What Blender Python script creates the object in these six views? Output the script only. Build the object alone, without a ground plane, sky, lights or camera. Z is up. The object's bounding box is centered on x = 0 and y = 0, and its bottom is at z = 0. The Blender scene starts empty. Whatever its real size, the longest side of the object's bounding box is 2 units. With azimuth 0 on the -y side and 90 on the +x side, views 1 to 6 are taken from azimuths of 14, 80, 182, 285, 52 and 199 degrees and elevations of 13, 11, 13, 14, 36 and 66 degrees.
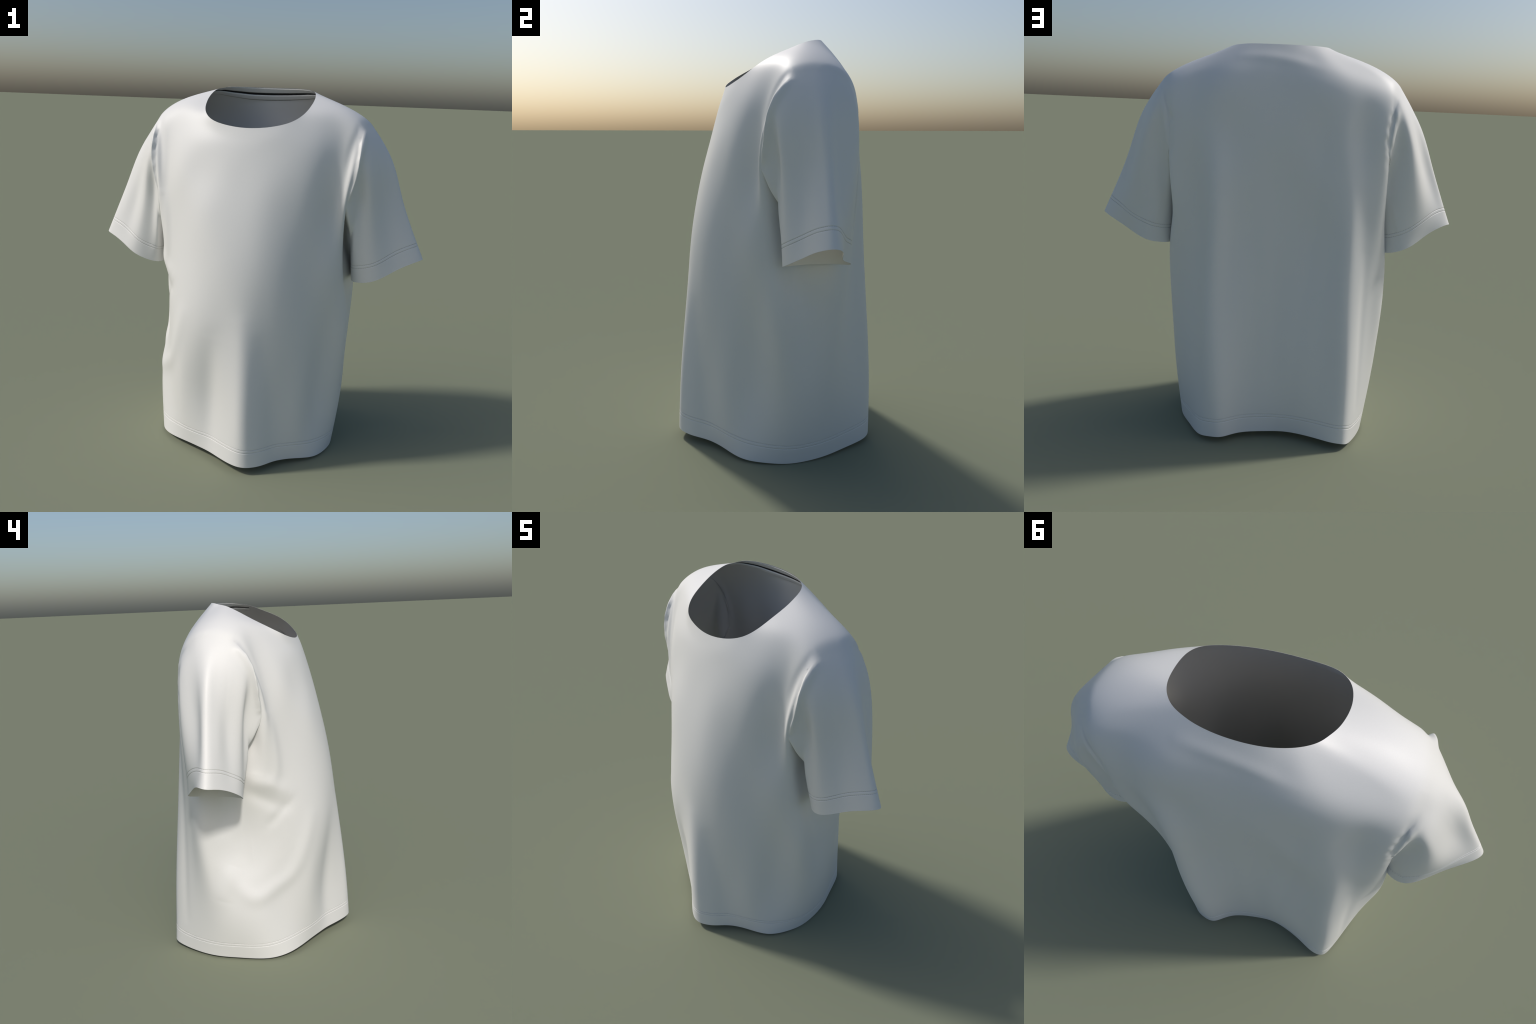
"""A plain white short-sleeved T-shirt, draped as if worn by an invisible body.

Body: loft of closed cross-sections from hem to neckline.
Sleeves: lofts from the armhole curve (lying on the body) to the cuff.
Folds are strokes that push the cloth along its normal.
"""
import bpy
import math
import numpy as np

THICK = 0.0013         # cloth thickness
COLS = 624             # columns round the body
SLEEVE_COLS = 300

# ------------------------------------------------------------------ splines


def periodic_spline(ctrl, n):
    """C2 periodic cubic through ctrl (m,3), uniform parameter, n samples."""
    m = len(ctrl)
    A = np.zeros((m, m))
    for i in range(m):
        A[i, i] = 4
        A[i, (i + 1) % m] = 1
        A[i, (i - 1) % m] = 1
    rhs = 3 * (np.roll(ctrl, -1, 0) - np.roll(ctrl, 1, 0))
    d = np.linalg.solve(A, rhs)
    t = np.arange(n) * m / n
    i = np.floor(t).astype(int) % m
    s = (t - np.floor(t))[:, None]
    j = (i + 1) % m
    h00 = 2 * s**3 - 3 * s**2 + 1
    h10 = s**3 - 2 * s**2 + s
    h01 = -2 * s**3 + 3 * s**2
    h11 = s**3 - s**2
    return h00 * ctrl[i] + h10 * d[i] + h01 * ctrl[j] + h11 * d[j]


def natural_spline(knots, vals, t):
    """Natural cubic through vals (k,...) at knots, sampled at t."""
    k = len(knots)
    shp = vals.shape[1:]
    V = vals.reshape(k, -1)
    h = np.diff(knots)
    A = np.zeros((k, k))
    R = np.zeros_like(V)
    A[0, 0] = A[-1, -1] = 1
    for i in range(1, k - 1):
        A[i, i - 1] = h[i - 1]
        A[i, i] = 2 * (h[i - 1] + h[i])
        A[i, i + 1] = h[i]
        R[i] = 6 * ((V[i + 1] - V[i]) / h[i] - (V[i] - V[i - 1]) / h[i - 1])
    M = np.linalg.solve(A, R)
    i = np.clip(np.searchsorted(knots, t, side='right') - 1, 0, k - 2)
    H = h[i][:, None]
    a = (knots[i + 1] - t)[:, None]
    b = (t - knots[i])[:, None]
    out = (M[i] * a**3 + M[i + 1] * b**3) / (6 * H) \
        + (V[i] / H - M[i] * H / 6) * a + (V[i + 1] / H - M[i + 1] * H / 6) * b
    return out.reshape((len(t),) + shp)


def grid_normals(P, wrap=True):
    """Unit normals of grid P (rows, cols, 3), columns periodic."""
    du = np.roll(P, -1, 1) - np.roll(P, 1, 1)
    dv = np.gradient(P, axis=0)
    n = np.cross(du, dv)
    return n / np.maximum(np.linalg.norm(n, axis=2, keepdims=True), 1e-12)


def smoothstep(a, b, x):
    t = np.clip((x - a) / (b - a), 0, 1)
    return t * t * (3 - 2 * t)


# -------------------------------------------------------------------- folds


def stroke_weight(P, path, width, taper=True):
    """Gaussian weight of points P round a smooth 3D path; fades at its ends."""
    shp = P.shape[:-1]
    Q = P.reshape(-1, 3)
    path = np.array([Q[int(np.argmin(((Q - p) ** 2).sum(1)))] for p in np.array(path, float)])
    k = np.arange(len(path), dtype=float)
    if len(path) > 2:
        path = natural_spline(k, path, np.linspace(0, k[-1], 16 * (len(path) - 1) + 1))
    lo = path.min(0) - 3.2 * width
    hi = path.max(0) + 3.2 * width
    sel = np.where(np.all((Q > lo) & (Q < hi), axis=1))[0]
    w = np.zeros(len(Q))
    if len(sel) == 0:
        return w.reshape(shp)
    S = Q[sel]
    seg = np.linalg.norm(np.diff(path, axis=0), axis=1)
    cum = np.concatenate([[0], np.cumsum(seg)])
    best = np.full(len(S), 1e9)
    arc = np.zeros(len(S))
    for a, b, l, c in zip(path[:-1], path[1:], seg, cum):
        t = np.clip(((S - a) @ (b - a)) / (l * l), 0, 1)
        d = np.linalg.norm(S - (a + t[:, None] * (b - a)), axis=1)
        m = d < best
        best[m] = d[m]
        arc[m] = c + t[m] * l
    g = np.exp(-(best / width) ** 2)
    if taper:
        f = arc / cum[-1]
        g = g * np.sin(np.pi * np.clip(f * 0.9 + 0.05, 0, 1)) ** 0.6
    w[sel] = g
    return w.reshape(shp)


def apply_folds(P, folds, sign=1, hold=0):
    """Push grid P along its normals; hold: the first row stays, easing out over hold."""
    for path, width, amp in folds:
        N = grid_normals(P) * sign
        w = stroke_weight(P, path, width)
        if hold:
            w = w * smoothstep(0, hold, arc_from_first_row(P))
        P = P + N * (amp * w)[..., None]
    return P


# --------------------------------------------------- body cross-sections
# 26 points per section: 0 = front, 6 = wearer's side at +x, 13 = back,
# 20 = side at -x.


def at_height(z, pts):
    return np.array([(x, y, z) for x, y in pts])


def mirrored(half):
    """half: points 0..13 on the +x side; 14..25 are their mirror images."""
    full = list(half) + [(-x, y, z) for x, y, z in half[12:0:-1]]
    return np.array(full)


HEM = np.array([
    (.110, -.492, .042), (.190, -.440, .037), (.260, -.352, .032), (.350, -.282, .025),
    (.440, -.205, .012), (.490, -.090, .005), (.502, .030, .000), (.475, .180, .006),
    (.415, .310, .012), (.350, .430, .020), (.285, .475, .030), (.215, .478, .034),
    (.130, .425, .035), (.000, .395, .035), (-.120, .395, .037), (-.250, .440, .038),
    (-.335, .482, .040), (-.400, .488, .036), (-.450, .420, .020), (-.513, .235, .012),
    (-.515, .060, .010), (-.490, -.110, .010), (-.400, -.235, .022), (-.250, -.320, .035),
    (-.100, -.400, .040), (.020, -.472, .042)])

THIGH = at_height(.35, [
    (.09, -.472), (.175, -.425), (.265, -.345), (.364, -.271), (.430, -.157), (.520, -.05),
    (.537, .07), (.508, .20), (.435, .305), (.362, .40), (.305, .460), (.225, .463), (.13, .415),
    (0, .392), (-.13, .410), (-.265, .438), (-.36, .466), (-.425, .445), (-.496, .332), (-.560, .19),
    (-.556, .06), (-.512, -.075), (-.422, -.190), (-.303, -.320), (-.138, -.378), (.004, -.449)])

WAIST = at_height(.75, [
    (.065, -.434), (.17, -.40), (.28, -.342), (.378, -.249), (.460, -.147), (.548, -.06),
    (.537, .07), (.540, .21), (.455, .290), (.376, .357), (.318, .428), (.232, .424), (.13, .398),
    (0, .378), (-.13, .388), (-.265, .411), (-.365, .434), (-.441, .391), (-.526, .297), (-.583, .195),
    (-.502, .05), (-.468, -.077), (-.411, -.217), (-.305, -.337), (-.172, -.401), (-.045, -.426)])

RIBS = at_height(1.1, [
    (.04, -.395), (.155, -.374), (.27, -.320), (.372, -.242), (.474, -.166), (.520, -.073),
    (.520, .07), (.533, .232), (.485, .304), (.381, .336), (.307, .408), (.215, .394), (.11, .376),
    (0, .368), (-.14, .367), (-.275, .387), (-.375, .398), (-.455, .355), (-.540, .304),
    (-.562, .195), (-.527, .06), (-.508, -.085), (-.446, -.181), (-.350, -.267), (-.225, -.345),
    (-.09, -.389)])

ARMPIT = at_height(1.38, [
    (.02, -.336), (.14, -.323), (.26, -.282), (.372, -.216), (.463, -.138), (.515, -.122),
    (.492, .07), (.515, .217), (.528, .309), (.415, .328), (.315, .388), (.22, .383), (.11, .373),
    (0, .366), (-.12, .368), (-.24, .378), (-.35, .377), (-.44, .347), (-.545, .311),
    (-.533, .213), (-.505, .07), (-.520, -.122), (-.470, -.165), (-.372, -.226), (-.245, -.299),
    (-.12, -.331)])

CHEST = mirrored([
    (0, -.290, 1.55), (.13, -.282, 1.55), (.26, -.248, 1.56), (.375, -.190, 1.575),
    (.475, -.122, 1.59), (.555, -.107, 1.61), (.605, .08, 1.66), (.595, .20, 1.66),
    (.538, .292, 1.64), (.43, .325, 1.62), (.325, .358, 1.61), (.22, .360, 1.60),
    (.11, .363, 1.60), (0, .363, 1.60)])
CHEST[22:24, 1] -= .011
CHEST[18] += (-.006, .012, 0)

SHOULDER = mirrored([
    (0, -.257, 1.67), (.125, -.246, 1.675), (.25, -.215, 1.69), (.365, -.158, 1.718),
    (.47, -.088, 1.752), (.562, -.033, 1.787), (.604, .11, 1.812), (.583, .205, 1.803),
    (.528, .267, 1.785), (.42, .295, 1.78), (.32, .335, 1.775), (.21, .348, 1.77),
    (.10, .345, 1.77), (0, .343, 1.77)])
SHOULDER[17, 1] += .012
SHOULDER[14:26, 2] += .008      # the -x shoulder sits slightly higher

YOKE = mirrored([
    (0, -.236, 1.735), (.12, -.225, 1.745), (.225, -.188, 1.775), (.32, -.125, 1.825),
    (.395, -.06, 1.865), (.44, .01, 1.895), (.455, .10, 1.912), (.435, .185, 1.905),
    (.39, .224, 1.899), (.32, .259, 1.896), (.24, .292, 1.895), (.16, .304, 1.895),
    (.08, .308, 1.895), (0, .308, 1.895)])
YOKE[14:26, 2] += (.001, .003, .006, .009, .011, .012, .012, .010, .007, .004, .002, 0)

NECK = np.array([
    (.000, -.218, 1.788), (.115, -.204, 1.798), (.213, -.166, 1.826), (.270, -.110, 1.870),
    (.291, -.040, 1.912), (.294, .035, 1.944), (.286, .100, 1.971), (.266, .150, 1.986),
    (.232, .188, 1.994), (.190, .212, 1.998), (.150, .228, 2.0), (.100, .240, 2.0),
    (.045, .247, 2.0), (-.015, .249, 2.0), (-.075, .245, 2.0), (-.125, .235, 2.0),
    (-.168, .221, 2.0), (-.203, .203, 1.999), (-.231, .180, 1.996), (-.253, .147, 1.988),
    (-.275, .102, 1.978), (-.287, .030, 1.945), (-.284, -.042, 1.905), (-.262, -.118, 1.863),
    (-.205, -.182, 1.822), (-.110, -.210, 1.797)])

SECTIONS = [HEM, THIGH, WAIST, RIBS, ARMPIT, CHEST, SHOULDER, YOKE, NECK]
KNOTS = np.array([0, .33, .73, 1.08, 1.36, 1.56, 1.70, 1.83, 1.95])

# Each fold: path of points near the cloth, width, height (+ out, - in).
BODY_FOLDS = [
    # front ridge rising from the hem
    ([(.11, -.49, 0), (.105, -.48, .3), (.085, -.455, .55), (.06, -.435, .8)], .05, .007),
    # valleys on both sides of it
    ([(.22, -.37, .0), (.21, -.37, .35), (.17, -.40, .7)], .05, -.005),
    ([(-.12, -.39, .05), (-.12, -.39, .35), (-.10, -.41, .70)], .065, -.010),
    # back ridges
    ([(-.39, .49, 0), (-.385, .47, .4), (-.375, .44, .8), (-.375, .40, 1.2), (-.36, .37, 1.6)], .06, .005),
    # shallow long folds between them
    ([(-.12, .39, .15), (-.15, .385, .6), (-.20, .38, 1.1), (-.22, .37, 1.5)], .035, -.003),
    ([(.02, .39, .2), (.03, .38, .7), (.05, .37, 1.2)], .04, .003),
    ([(-.46, .38, .2), (-.47, .37, .6), (-.47, .36, 1.0)], .03, -.004),
    ([(.25, .48, 0), (.27, .46, .4), (.28, .44, .8), (.27, .40, 1.2)], .05, .005),
    # soft break below the back neck
    ([(.19, .27, 1.935), (0, .285, 1.93), (-.20, .30, 1.885)], .030, .0035),
    # swag round the -x flank, hollow above it
    ([(-.31, -.35, .80), (-.40, -.28, .54), (-.47, -.19, .44), (-.53, -.08, .39), (-.56, .02, .45),
      (-.57, .10, .58)], .047, .009),
    ([(-.545, .05, .58), (-.555, .09, .49), (-.55, .12, .38)], .05, .009),
    ([(-.45, -.14, .78), (-.48, -.11, .66), (-.51, -.05, .58), (-.53, .02, .68)], .07, -.004),
    # short folds under the -x armpit
    ([(-.41, -.25, .98), (-.45, -.20, 1.01), (-.49, -.13, 1.05), (-.52, -.04, 1.08)], .042, .009),
    ([(-.42, -.24, .90), (-.46, -.18, .92), (-.50, -.10, .96), (-.53, -.02, 1.0)], .038, -.007),
    ([(-.40, -.26, .93), (-.45, -.20, .86), (-.49, -.13, .78)], .03, -.005),
    ([(-.475, -.16, 1.40), (-.46, -.18, 1.25), (-.455, -.19, 1.12), (-.47, -.17, 1.05)], .035, .009),
    ([(-.51, -.06, 1.36), (-.51, -.09, 1.22), (-.51, -.08, 1.10)], .045, -.012),
    # hollow beneath the +x armpit
    ([(.52, -.03, 1.24), (.53, -.02, 1.08), (.54, .01, .94), (.55, .06, .80)], .055, -.024),
    ([(-.53, .01, 1.10), (-.535, .05, .95), (-.54, .10, .80)], .06, -.018),
    # valley of the armhole seams
    ([(.540, -.015, 1.80), (.525, -.075, 1.70), (.510, -.110, 1.58), (.50, -.13, 1.45)], .022, -.008),
    ([(-.540, -.015, 1.80), (-.525, -.075, 1.70), (-.510, -.110, 1.58), (-.50, -.13, 1.45)], .022, -.008),
    ([(.55, .25, 1.75), (.535, .29, 1.62), (.52, .29, 1.45)], .018, -.004),
    ([(-.55, .25, 1.75), (-.535, .29, 1.62), (-.52, .29, 1.45)], .018, -.004),
]

# ------------------------------------------------------ sleeve cross-sections
# 14 points per section: 0 = outer/top, 3..5 front, 7 under the arm, 9..12 back.

ARMHOLE = np.array([
    (.592, .120, 1.828), (.582, .045, 1.825), (.560, -.020, 1.795), (.552, -.088, 1.700),
    (.538, -.120, 1.580), (.518, -.132, 1.460), (.502, -.110, 1.370), (.492, .000, 1.320),
    (.495, .120, 1.320), (.508, .220, 1.370), (.522, .280, 1.470), (.540, .290, 1.620),
    (.562, .250, 1.745), (.584, .195, 1.808)])

UPPER_ARM = np.array([
    (.668, .110, 1.728), (.648, .045, 1.725), (.612, -.030, 1.708), (.588, -.082, 1.630),
    (.566, -.084, 1.520), (.545, -.097, 1.415), (.528, -.098, 1.330), (.515, .000, 1.285),
    (.515, .120, 1.280), (.525, .220, 1.330), (.554, .266, 1.430), (.585, .272, 1.580),
    (.610, .262, 1.690), (.640, .190, 1.728)])

MID_ARM = {
    1: np.array([
        (.781, .100, 1.450), (.738, .049, 1.442), (.690, -.002, 1.418), (.642, -.058, 1.375),
        (.592, -.062, 1.310), (.558, -.062, 1.240), (.540, -.010, 1.190), (.537, .060, 1.160),
        (.537, .140, 1.160), (.545, .212, 1.190), (.580, .246, 1.250), (.643, .258, 1.345),
        (.708, .235, 1.415), (.748, .155, 1.445)]),
    -1: np.array([
        (-.792, .085, 1.450), (-.750, .032, 1.442), (-.694, -.004, 1.418), (-.642, -.054, 1.375),
        (-.592, -.050, 1.310), (-.558, -.062, 1.240), (-.540, -.010, 1.190), (-.537, .060, 1.160),
        (-.537, .140, 1.160), (-.545, .212, 1.190), (-.580, .246, 1.250), (-.643, .260, 1.345),
        (-.708, .235, 1.415), (-.748, .145, 1.445)])}

CUFF = {
    1: np.array([
        (.925, .090, 1.120), (.865, .035, 1.100), (.785, -.005, 1.062), (.700, -.055, 1.017),
        (.620, -.055, .993), (.565, -.010, .985), (.548, .060, .985), (.548, .130, .985),
        (.558, .190, .985), (.600, .225, .990), (.655, .238, 1.000), (.720, .215, 1.022),
        (.790, .165, 1.050), (.875, .140, 1.095)]),
    -1: np.array([
        (-.924, .058, 1.130), (-.868, .010, 1.115), (-.785, -.030, 1.080), (-.705, -.056, 1.035),
        (-.625, -.042, 1.000), (-.572, -.010, .987), (-.552, .060, .985), (-.552, .130, .985),
        (-.562, .195, .988), (-.602, .235, .996), (-.660, .247, 1.015), (-.725, .218, 1.045),
        (-.800, .168, 1.092), (-.890, .112, 1.130)])}

SLEEVE_KNOTS = np.array([0, .10, .42, .80])
SLEEVE_FOLDS = {
    1: [
        # puffed ridge along the front seam
        ([(.578, -.035, 1.785), (.572, -.095, 1.70), (.556, -.125, 1.58), (.535, -.135, 1.46)], .024, .021),
        ([(.582, .25, 1.76), (.562, .29, 1.62), (.540, .285, 1.46)], .020, .009),
        # long creases down the sleeve
        ([(.70, .11, 1.66), (.785, .10, 1.43), (.90, .09, 1.14)], .03, .005),
    ],
    -1: [
        ([(-.578, -.035, 1.785), (-.572, -.095, 1.70), (-.556, -.125, 1.58), (-.535, -.135, 1.46)], .026, .026),
        ([(-.582, .25, 1.76), (-.562, .29, 1.62), (-.540, .285, 1.46)], .022, .011),
        ([(-.70, .09, 1.66), (-.80, .08, 1.43), (-.90, .05, 1.14)], .035, .007),
    ]}

STITCH_ROWS = (.080, .096)      # distance of the two stitch lines from the edge


def groove(dist, depth=.0022, width=.0016):
    g = np.zeros_like(dist)
    for s in STITCH_ROWS:
        g += np.exp(-((dist - s) / width) ** 2)
    return -depth * g


def rows_for(total, fine_to=.115, fine=.0016, coarse=.0065):
    a = np.arange(0, fine_to, fine)
    n = int((total - fine_to) / coarse)
    return np.concatenate([a, np.linspace(fine_to, total, n)])


def arc_from_first_row(P):
    seg = np.linalg.norm(np.diff(P, axis=0), axis=2)
    return np.concatenate([np.zeros((1, P.shape[1])), np.cumsum(seg, axis=0)])


def build_body_surface():
    sect = np.stack([periodic_spline(s, COLS) for s in SECTIONS])
    v = rows_for(KNOTS[-1])
    P = natural_spline(KNOTS, sect, v)
    P = apply_folds(P, BODY_FOLDS)
    return P, v


def build_sleeve_surface(side, armhole_pts):
    """armhole_pts (SLEEVE_COLS,3) lie on the body; loft from there to the cuff."""
    flip = np.array([side, 1, 1])
    rings = [armhole_pts,
             periodic_spline(UPPER_ARM * flip, SLEEVE_COLS),
             periodic_spline(MID_ARM[side], SLEEVE_COLS),
             periodic_spline(CUFF[side], SLEEVE_COLS)]
    sect = np.stack(rings)
    total = SLEEVE_KNOTS[-1]
    v = total - rows_for(total, coarse=.0050)[::-1]     # fine rows by the cuff
    P = natural_spline(SLEEVE_KNOTS, sect, v)
    return P, v


def pucker(S, NS, side):
    """Small gathers in the sleeve cloth just outside the armhole seam."""
    rng = np.random.default_rng(11 if side > 0 else 23)
    d = arc_from_first_row(S)
    phi = np.linspace(0, 2 * np.pi, S.shape[1], endpoint=False)
    wave = np.zeros_like(phi)
    for k in range(9, 34):
        wave += rng.normal() / k ** .55 * np.sin(k * phi + rng.uniform(0, 6.28))
    wave /= np.abs(wave).max()
    # none over the shoulder, most at the front and back of the armhole
    where = smoothstep(.75, 1.25, phi) * smoothstep(.75, 1.25, 2 * np.pi - phi)
    amp = .0016 if side > 0 else .0036
    reach = np.exp(-((d - .012) / .020) ** 2) * np.minimum(d / .006, 1)
    return S + NS * (amp * where * wave)[None, :, None] * reach[..., None]


def tube_dashes(path, normals, radius, dash, gap, lift):
    """Short thread stitches laid along a closed path; returns verts and faces."""
    nxt = np.roll(path, -1, 0)
    seg = np.linalg.norm(nxt - path, axis=1)
    cum = np.concatenate([[0], np.cumsum(seg)])
    total = cum[-1]
    count = int(total / (dash + gap))
    pts = np.vstack([path, path[:1]])
    nrm = np.vstack([normals, normals[:1]])

    def at(d, arr):
        return np.stack([np.interp(d, cum, arr[:, k]) for k in range(3)], -1)
    start = np.arange(count) * total / count
    stations = np.linspace(0, 1, 5)
    fat = np.array([.35, 1, 1, 1, .35])
    verts, faces, sides = [], [], 6
    ang = np.linspace(0, 2 * np.pi, sides, endpoint=False)
    for s0 in start:
        d = s0 + stations * dash
        p, n = at(d, pts), at(d, nrm)
        t = np.gradient(p, axis=0)
        t /= np.linalg.norm(t, axis=1, keepdims=True)
        b = np.cross(t, n)
        b /= np.linalg.norm(b, axis=1, keepdims=True)
        base = len(verts)
        for k in range(5):
            for a in ang:
                verts.append(p[k] + n[k] * (lift + radius * fat[k] * math.sin(a)) + b[k] * radius * fat[k] * math.cos(a))
        for k in range(4):
            for j in range(sides):
                j2 = (j + 1) % sides
                faces.append((base + k * sides + j, base + k * sides + j2,
                              base + (k + 1) * sides + j2, base + (k + 1) * sides + j))
    return np.array(verts), np.array(faces)


def stitching(P, N, dist, material, parent, radius=.0009):
    """Two rows of stitches at STITCH_ROWS from the edge of grid P."""
    vs, fs, off = [], [], 0
    for s in STITCH_ROWS:
        line, nl = [], []
        for c in range(P.shape[1]):
            dc = dist[:, c]
            o = np.argsort(dc)
            line.append([np.interp(s, dc[o], P[o, c, k]) for k in range(3)])
            nl.append([np.interp(s, dc[o], N[o, c, k]) for k in range(3)])
        vv, ff = tube_dashes(np.array(line), np.array(nl), radius, .0085, .0013, .0003)
        vs.append(vv)
        fs.append(ff + off)
        off += len(vv)
    return mesh_object("stitching", np.concatenate(vs), np.concatenate(fs), None, material, parent, "stuff")


def neck_strip(name, P, N, col0, col1, arc0, arc1, lift, thick, material, parent):
    """Strip of cloth lying against the inside of the back neck.

    Columns col0..col1, from arc0 to arc1 below the neckline; its outer face
    stands lift+thick inside the shirt."""
    cols = np.arange(int(col0), int(col1) + 1)
    top = P[::-1][:, cols]
    nor = N[::-1][:, cols]
    d = arc_from_first_row(top)
    m = 9
    A = np.zeros((m, len(cols), 3))
    B = np.zeros_like(A)
    for j in range(len(cols)):
        x = np.linspace(arc0, arc1, m)
        p = np.stack([np.interp(x, d[:, j], top[:, j, k]) for k in range(3)], -1)
        n = np.stack([np.interp(x, d[:, j], nor[:, j, k]) for k in range(3)], -1)
        edge = min(j, len(cols) - 1 - j) / 6.0
        f = 1 if edge > 1 else .35 + .65 * edge
        A[:, j] = p - n * (THICK + lift)
        B[:, j] = p - n * (THICK + lift + thick * f)
    # closed loop of the strip's section: inner face then the face to the shirt
    round_in = np.array([.55, .9] + [1] * (m - 4) + [.9, .55])[:, None, None]
    face = A + (B - A) * round_in
    loop = np.concatenate([face, A[::-1]])
    L, C = loop.shape[:2]
    idx = np.arange(L * C).reshape(L, C)
    nx = np.roll(idx, -1, 0)
    quads = np.stack([idx[:, :-1], nx[:, :-1], nx[:, 1:], idx[:, 1:]], -1).reshape(-1, 4)
    ob = mesh_object(name, loop.reshape(-1, 3), quads, None, material, parent)
    return ob


# -------------------------------------------------------------------- meshes


def mesh_object(name, verts, faces, normals, material, parent, kind=None):
    me = bpy.data.meshes.new(name)
    me.from_pydata(verts.tolist(), [], faces.tolist())
    me.polygons.foreach_set("use_smooth", np.ones(len(me.polygons), dtype=bool))
    me.update()
    if normals is not None:
        me.normals_split_custom_set_from_vertices(normals.tolist())
    me.materials.append(material)
    ob = bpy.data.objects.new(name, me)
    bpy.context.scene.collection.objects.link(ob)
    ob.parent = parent
    if kind:
        ob["kind"] = kind
    return ob


def shell_arrays(P, N, keep, flip=False):
    """Two-sided cloth from grid P: outer and inner sheets, rims on both ends.

    keep: bool (rows-1, cols) of quads to use.  Returns verts, normals, faces and
    the row of each face."""
    R, C = P.shape[:2]
    idx = np.arange(R * C).reshape(R, C)
    a = idx[:-1, :]
    b = np.roll(idx, -1, 1)[:-1, :]
    c = np.roll(idx, -1, 1)[1:, :]
    d = idx[1:, :]
    rows = np.repeat(np.arange(R - 1)[:, None], C, 1)
    quads = np.stack([a, b, c, d], -1)[keep]
    r = rows[keep]
    off = R * C
    outer = quads
    inner = quads[:, ::-1] + off
    lo, lob = idx[0], np.roll(idx[0], -1)
    hi, hib = idx[-1], np.roll(idx[-1], -1)
    rim_lo = np.stack([lo, lo + off, lob + off, lob], -1)
    rim_hi = np.stack([hi, hib, hib + off, hi + off], -1)
    faces = np.concatenate([outer, inner, rim_lo, rim_hi])
    frow = np.concatenate([r, r, np.zeros(C, int), np.full(C, R - 2)])
    verts = np.concatenate([P.reshape(-1, 3), (P - N * THICK).reshape(-1, 3)])
    norms = np.concatenate([N.reshape(-1, 3), -N.reshape(-1, 3)])
    if flip:
        faces = faces[:, ::-1]
    return verts, norms, faces, frow


def submesh(name, verts, norms, faces, material, parent):
    used = np.unique(faces)
    remap = np.full(len(verts), -1)
    remap[used] = np.arange(len(used))
    return mesh_object(name, verts[used], remap[faces], norms[used], material, parent)


# ----------------------------------------------------------------- materials


def cotton(name, colour, rough=.5, vary=.02):
    m = bpy.data.materials.new(name)
    m.use_nodes = True
    nt = m.node_tree
    bs = nt.nodes["Principled BSDF"]
    tc = nt.nodes.new("ShaderNodeTexCoord")
    nz = nt.nodes.new("ShaderNodeTexNoise")
    nz.inputs["Scale"].default_value = 260
    nz.inputs["Detail"].default_value = 3
    nt.links.new(tc.outputs["Object"], nz.inputs["Vector"])
    ramp = nt.nodes.new("ShaderNodeValToRGB")
    lo = [max(0, c - vary) for c in colour]
    hi = [min(1, c + vary) for c in colour]
    ramp.color_ramp.elements[0].color = (*lo, 1)
    ramp.color_ramp.elements[1].color = (*hi, 1)
    ramp.color_ramp.elements[0].position = .3
    ramp.color_ramp.elements[1].position = .7
    nt.links.new(nz.outputs["Fac"], ramp.inputs["Fac"])
    nt.links.new(ramp.outputs["Color"], bs.inputs["Base Color"])
    bs.inputs["Roughness"].default_value = rough
    return m


# --------------------------------------------------------------------- build


def point_in_polygon(x, y, poly):
    inside = np.zeros(x.shape, bool)
    n = len(poly)
    for i in range(n):
        x0, y0 = poly[i]
        x1, y1 = poly[(i + 1) % n]
        if y0 == y1:
            continue
        cross = ((y0 > y) != (y1 > y)) & (x < (x1 - x0) * (y - y0) / (y1 - y0) + x0)
        inside ^= cross
    return inside


def bilinear(P, u, v):
    """Sample grid P at fractional column u (periodic) and row v."""
    R, C = P.shape[:2]
    v = np.clip(v, 0, R - 1.001)
    i = np.floor(v).astype(int)
    j = np.floor(u).astype(int)
    fv = (v - i)[..., None]
    fu = (u - j)[..., None]
    j0, j1 = j % C, (j + 1) % C
    return (P[i, j0] * (1 - fu) + P[i, j1] * fu) * (1 - fv) \
        + (P[i + 1, j0] * (1 - fu) + P[i + 1, j1] * fu) * fv


def armhole_on_body(P, side):
    """Grid coordinates (column, row) of the armhole curve on the body surface."""
    curve = periodic_spline(ARMHOLE * np.array([side, 1, 1]), SLEEVE_COLS)
    R, C = P.shape[:2]
    cols = np.arange(C)
    centre = C * 6 / 26 if side > 0 else C * 20 / 26
    win = np.abs(cols - centre) < C * .16
    cs = cols[win]
    sub = P[:, win].reshape(-1, 3)
    out = []
    for p in curve:
        k = int(np.argmin(((sub - p) ** 2).sum(1)))
        r, c = k // len(cs), cs[k % len(cs)]
        out.append((c, r))
    out = np.array(out, float)
    # smooth the integer grid positions into a fair closed curve
    ker = np.exp(-np.linspace(-2, 2, 13) ** 2)
    ker /= ker.sum()
    sm = np.zeros_like(out)
    for k, w in enumerate(ker):
        sm += w * np.roll(out, k - 6, 0)
    return sm


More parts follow.
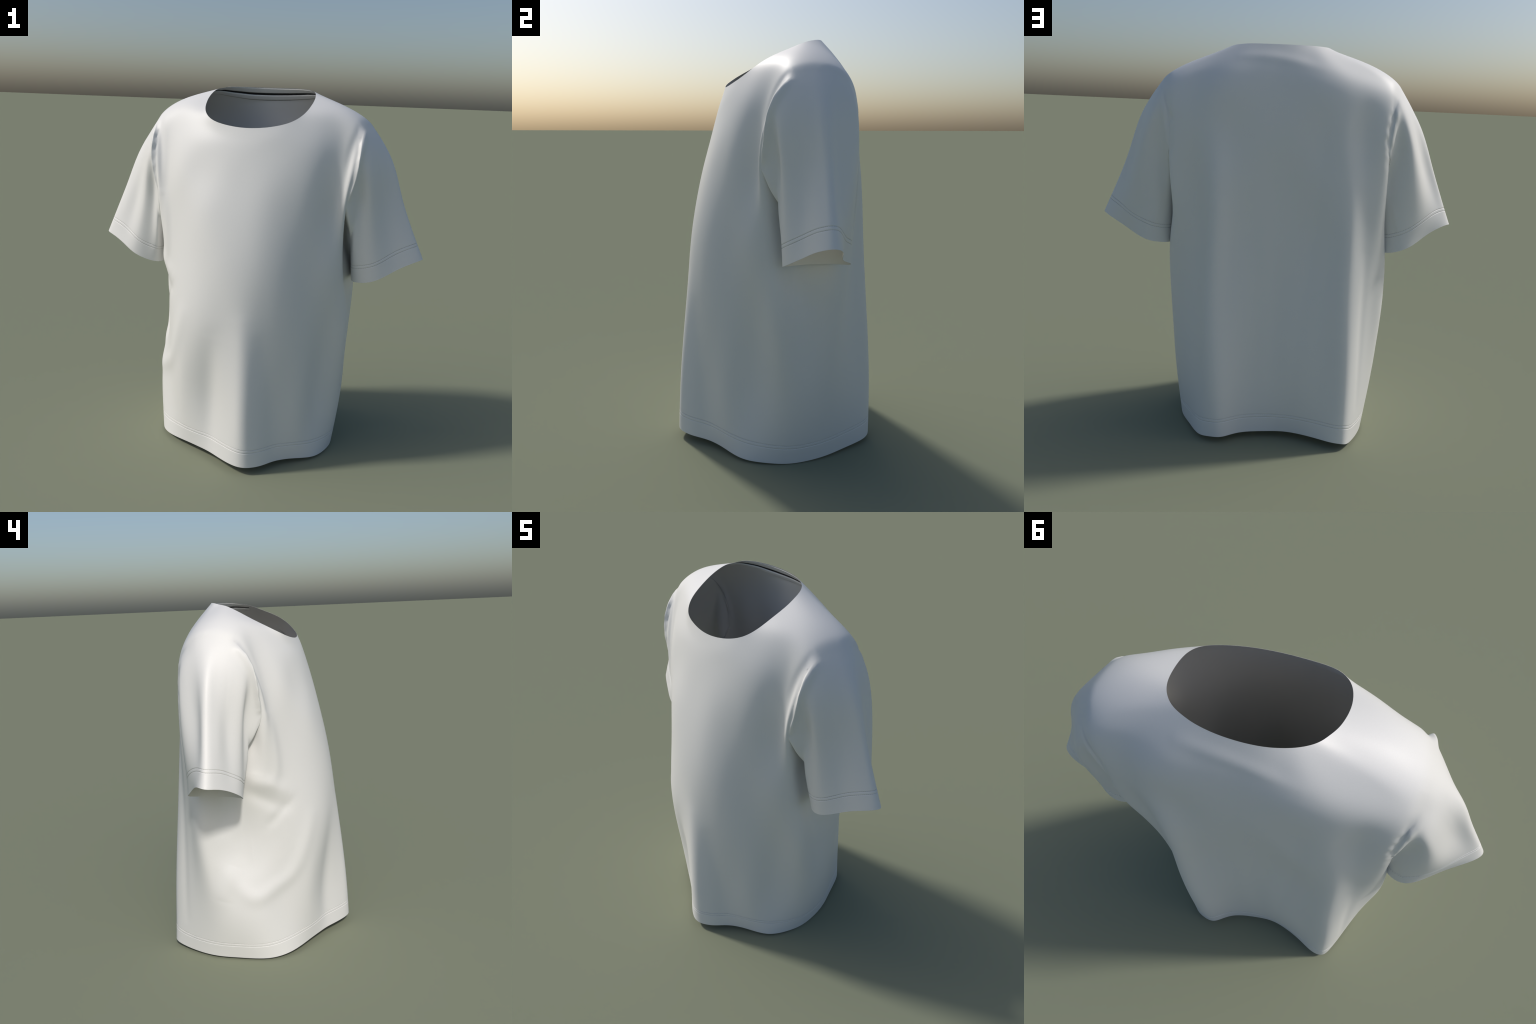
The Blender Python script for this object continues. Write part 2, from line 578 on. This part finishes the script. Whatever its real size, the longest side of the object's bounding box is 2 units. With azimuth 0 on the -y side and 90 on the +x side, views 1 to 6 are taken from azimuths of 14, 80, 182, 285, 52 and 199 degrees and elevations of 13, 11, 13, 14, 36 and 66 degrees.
def cut_armhole(P, uv):
    """Snap near grid points to the curve; return grid uv and faces inside."""
    R, C = P.shape[:2]
    U, V = np.meshgrid(np.arange(C, dtype=float), np.arange(R, dtype=float))
    lo = np.floor(uv.min(0)).astype(int) - 2
    hi = np.ceil(uv.max(0)).astype(int) + 3
    su = U[lo[1]:hi[1], lo[0]:hi[0]]
    sv = V[lo[1]:hi[1], lo[0]:hi[0]]
    best = np.full(su.shape, 9.)
    bu, bv = su.copy(), sv.copy()
    a_all, b_all = uv, np.roll(uv, -1, 0)
    for a, b in zip(a_all, b_all):
        d = b - a
        l2 = d @ d + 1e-12
        t = np.clip(((su - a[0]) * d[0] + (sv - a[1]) * d[1]) / l2, 0, 1)
        qx, qy = a[0] + t * d[0], a[1] + t * d[1]
        dist = np.hypot(su - qx, sv - qy)
        m = dist < best
        best[m] = dist[m]
        bu[m] = qx[m]
        bv[m] = qy[m]
    snap = best < .56
    U[lo[1]:hi[1], lo[0]:hi[0]] = np.where(snap, bu, su)
    V[lo[1]:hi[1], lo[0]:hi[0]] = np.where(snap, bv, sv)
    # faces by centroid
    cu = (U[:-1] + np.roll(U, -1, 1)[:-1] + U[1:] + np.roll(U, -1, 1)[1:]) / 4
    cv = (V[:-1] + np.roll(V, -1, 1)[:-1] + V[1:] + np.roll(V, -1, 1)[1:]) / 4
    inside = point_in_polygon(cu, cv, uv)
    inside[:, -1] = False
    return U, V, inside


class Seam:
    """Armhole seam: body and sleeve share a softened normal along it, except
    under the arm, where the cloth folds sharply."""

    def __init__(self, line, body_normals, sleeve_normals):
        self.line = line
        n = body_normals + sleeve_normals
        self.normals = n / np.linalg.norm(n, axis=1, keepdims=True)
        phi = np.linspace(0, 2 * np.pi, len(line), endpoint=False)
        off = np.minimum(phi, 2 * np.pi - phi)
        self.soft = 1 - smoothstep(1.9, 2.5, off)
        self.wide = 1 - smoothstep(.5, 1.3, off)      # 1 over the shoulder

    def soften_sleeve(self, S, NS):
        d = arc_from_first_row(S)
        width = .013 + .09 * self.wide
        w = (1 - smoothstep(0, 1, d / width)) * self.soft
        n = NS * (1 - w[..., None]) + self.normals[None] * w[..., None]
        return n / np.linalg.norm(n, axis=2, keepdims=True)

    def gather_body(self, P, N, side):
        """Small puckers in the body cloth along the back of the armhole."""
        rng = np.random.default_rng(5 + side)
        n = len(self.line)
        phi = np.linspace(0, 2 * np.pi, n, endpoint=False)
        wave = np.zeros(n)
        for k in range(14, 46):
            wave += rng.normal() / k ** .4 * np.sin(k * phi + rng.uniform(0, 6.28))
        wave *= (.0042 if side < 0 else .0026) / np.abs(wave).max()
        wave *= smoothstep(3.5, 3.9, phi) * (1 - smoothstep(5.2, 5.6, phi))
        Q = P.reshape(-1, 3)
        M = N.reshape(-1, 3)
        lo, hi = self.line.min(0) - .06, self.line.max(0) + .06
        sel = np.where(np.all((Q > lo) & (Q < hi), axis=1))[0]
        out = Q.copy()
        for chunk in np.array_split(sel, max(1, len(sel) // 4000)):
            dd = ((Q[chunk][:, None] - self.line[None]) ** 2).sum(2)
            k = dd.argmin(1)
            d = np.sqrt(dd[np.arange(len(chunk)), k])
            h = wave[k] * np.exp(-((d - .012) / .014) ** 2) * np.minimum(d / .006, 1)
            out[chunk] = Q[chunk] + M[chunk] * h[:, None]
        out = out.reshape(P.shape)
        fresh = grid_normals(out)
        moved = np.linalg.norm(out - P, axis=2) > 1e-5
        grow = moved | np.roll(moved, 1, 0) | np.roll(moved, -1, 0) | np.roll(moved, 1, 1) | np.roll(moved, -1, 1)
        return out, np.where(grow[..., None], fresh, N)

    def soften_body(self, P, N):
        Q = P.reshape(-1, 3)
        lo, hi = self.line.min(0) - .08, self.line.max(0) + .08
        sel = np.where(np.all((Q > lo) & (Q < hi), axis=1))[0]
        out = N.reshape(-1, 3).copy()
        for chunk in np.array_split(sel, max(1, len(sel) // 4000)):
            dd = ((Q[chunk][:, None] - self.line[None]) ** 2).sum(2)
            k = dd.argmin(1)
            d = np.sqrt(dd[np.arange(len(chunk)), k])
            w = (1 - smoothstep(0, 1, d / (.010 + .058 * self.wide[k]))) * self.soft[k]
            n = out[chunk] * (1 - w[:, None]) + self.normals[k] * w[:, None]
            out[chunk] = n / np.linalg.norm(n, axis=1, keepdims=True)
        return out.reshape(N.shape)


def build():
    white = cotton("white_cotton", (.765, .76, .742), vary=.012)
    thread = cotton("white_thread", (.70, .69, .67), .6)
    cuff_thread = cotton("grey_thread", (.50, .49, .47), .6)
    black = cotton("painted_black_shadow", (.008, .008, .008), .7, .002)

    root = bpy.data.objects.new("t_shirt", None)
    bpy.context.scene.collection.objects.link(root)
    root["label"] = "plain white short-sleeved crew-neck T-shirt draped as if worn"
    root["category"] = "t-shirt"

    P, v = build_body_surface()
    N0 = grid_normals(P)
    P = P + N0 * groove(arc_from_first_row(P))[..., None]
    N = grid_normals(P)

    keep = np.ones((P.shape[0] - 1, COLS), bool)
    U, V = np.meshgrid(np.arange(COLS, dtype=float), np.arange(P.shape[0], dtype=float))
    holes = {}
    for side in (1, -1):
        uv = armhole_on_body(P, side)
        holes[side] = uv
        u1, v1, inside = cut_armhole(P, uv)
        half = (np.arange(COLS) < COLS / 2) if side > 0 else (np.arange(COLS) >= COLS / 2)
        U[:, half] = u1[:, half]
        V[:, half] = v1[:, half]
        keep &= ~inside
    Pc = bilinear(P, U, V)
    Nc = bilinear(N, U, V)
    Nc /= np.linalg.norm(Nc, axis=2, keepdims=True)
    Pc[-1], Nc[-1] = P[-1], N[-1]

    seams, sleeves = {}, {}
    for side in (1, -1):
        uv = holes[side]
        A = bilinear(P, uv[:, 0], uv[:, 1])
        NA = bilinear(N, uv[:, 0], uv[:, 1])
        A = A - NA * .0001
        S, sv = build_sleeve_surface(side, A)
        # outward means away from the sleeve's axis
        ax = S.mean(1, keepdims=True)
        out = 1 if ((S - ax) * grid_normals(S)).sum() > 0 else -1
        S = apply_folds(S, SLEEVE_FOLDS[side], out, .012)
        NS = grid_normals(S) * out
        S = pucker(S, NS, side)
        d = arc_from_first_row(S[::-1])[::-1]
        S = S + NS * groove(d)[..., None]
        NG = grid_normals(S)
        if (NG * NS).sum() < 0:
            NG = -NG
        NS = NG
        seams[side] = Seam(A, NA, NS[0])
        Pc, Nc = seams[side].gather_body(Pc, Nc, side)
        Nc = seams[side].soften_body(Pc, Nc)
        sleeves[side] = (S, NS, sv, d)

    verts, norms, faces, frow = shell_arrays(Pc, Nc, keep)
    hem_row = int(np.searchsorted(v, STITCH_ROWS[0] + .001))
    hem = submesh("hem", verts, norms, faces[frow < hem_row], white, root)
    body = submesh("body", verts, norms, faces[frow >= hem_row], white, root)
    stitching(P[:90], N[:90], arc_from_first_row(P[:90]), thread, hem)

    # inside of the back neck: facing, tape, black strips drawn as shadow lines
    c0, c1 = COLS * 6.6 / 26, COLS * 19.4 / 26
    neck_strip("neck_facing", P, N, c0, c1, .0040, .034, .0002, .0015, white, body)
    neck_strip("neck_shadow_strip", P, N, c0, c1, .034, .048, .0002, .0008, black, body)  # dark slit between facing and tape, its shade modelled as a black band
    neck_strip("neck_shadow_strip", P, N, c0, c1, .0805, .0835, .0002, .0012, black, body)  # shadow below the tape's lower edge, laid on as thin black geometry
    neck_strip("neck_tape", P, N, c0, c1, .048, .080, .0004, .0055, white, body)

    for side in (1, -1):
        S, NS, sv, d = sleeves[side]
        seam = seams[side]
        NS = seam.soften_sleeve(S, NS)
        # seam allowance: one more row tucked under the body
        back = S[0] - S[1]
        back /= np.linalg.norm(back, axis=1, keepdims=True)
        allowance = S[0] + back * .007 - seam.normals * .0016
        S = np.concatenate([allowance[None], S])
        NS = np.concatenate([NS[:1], NS])
        sv = np.concatenate([[-.007], sv])
        d = np.concatenate([d[:1] + .007, d])
        verts, norms, faces, frow = shell_arrays(S, NS, np.ones((S.shape[0] - 1, SLEEVE_COLS), bool))
        # make winding agree with the normals
        f0 = verts[faces[0]]
        if np.dot(np.cross(f0[1] - f0[0], f0[2] - f0[0]), norms[faces[0][0]]) < 0:
            faces = faces[:, ::-1]
        cuff_row = int(np.searchsorted(sv, SLEEVE_KNOTS[-1] - STITCH_ROWS[0] - .001))
        sl = submesh("sleeve", verts, norms, faces[frow < cuff_row], white, root)
        submesh("cuff", verts, norms, faces[frow >= cuff_row], white, sl)
        tail = S.shape[0] - 90
        stitching(S[tail:], NS[tail:], d[tail:], cuff_thread, sl)


build()
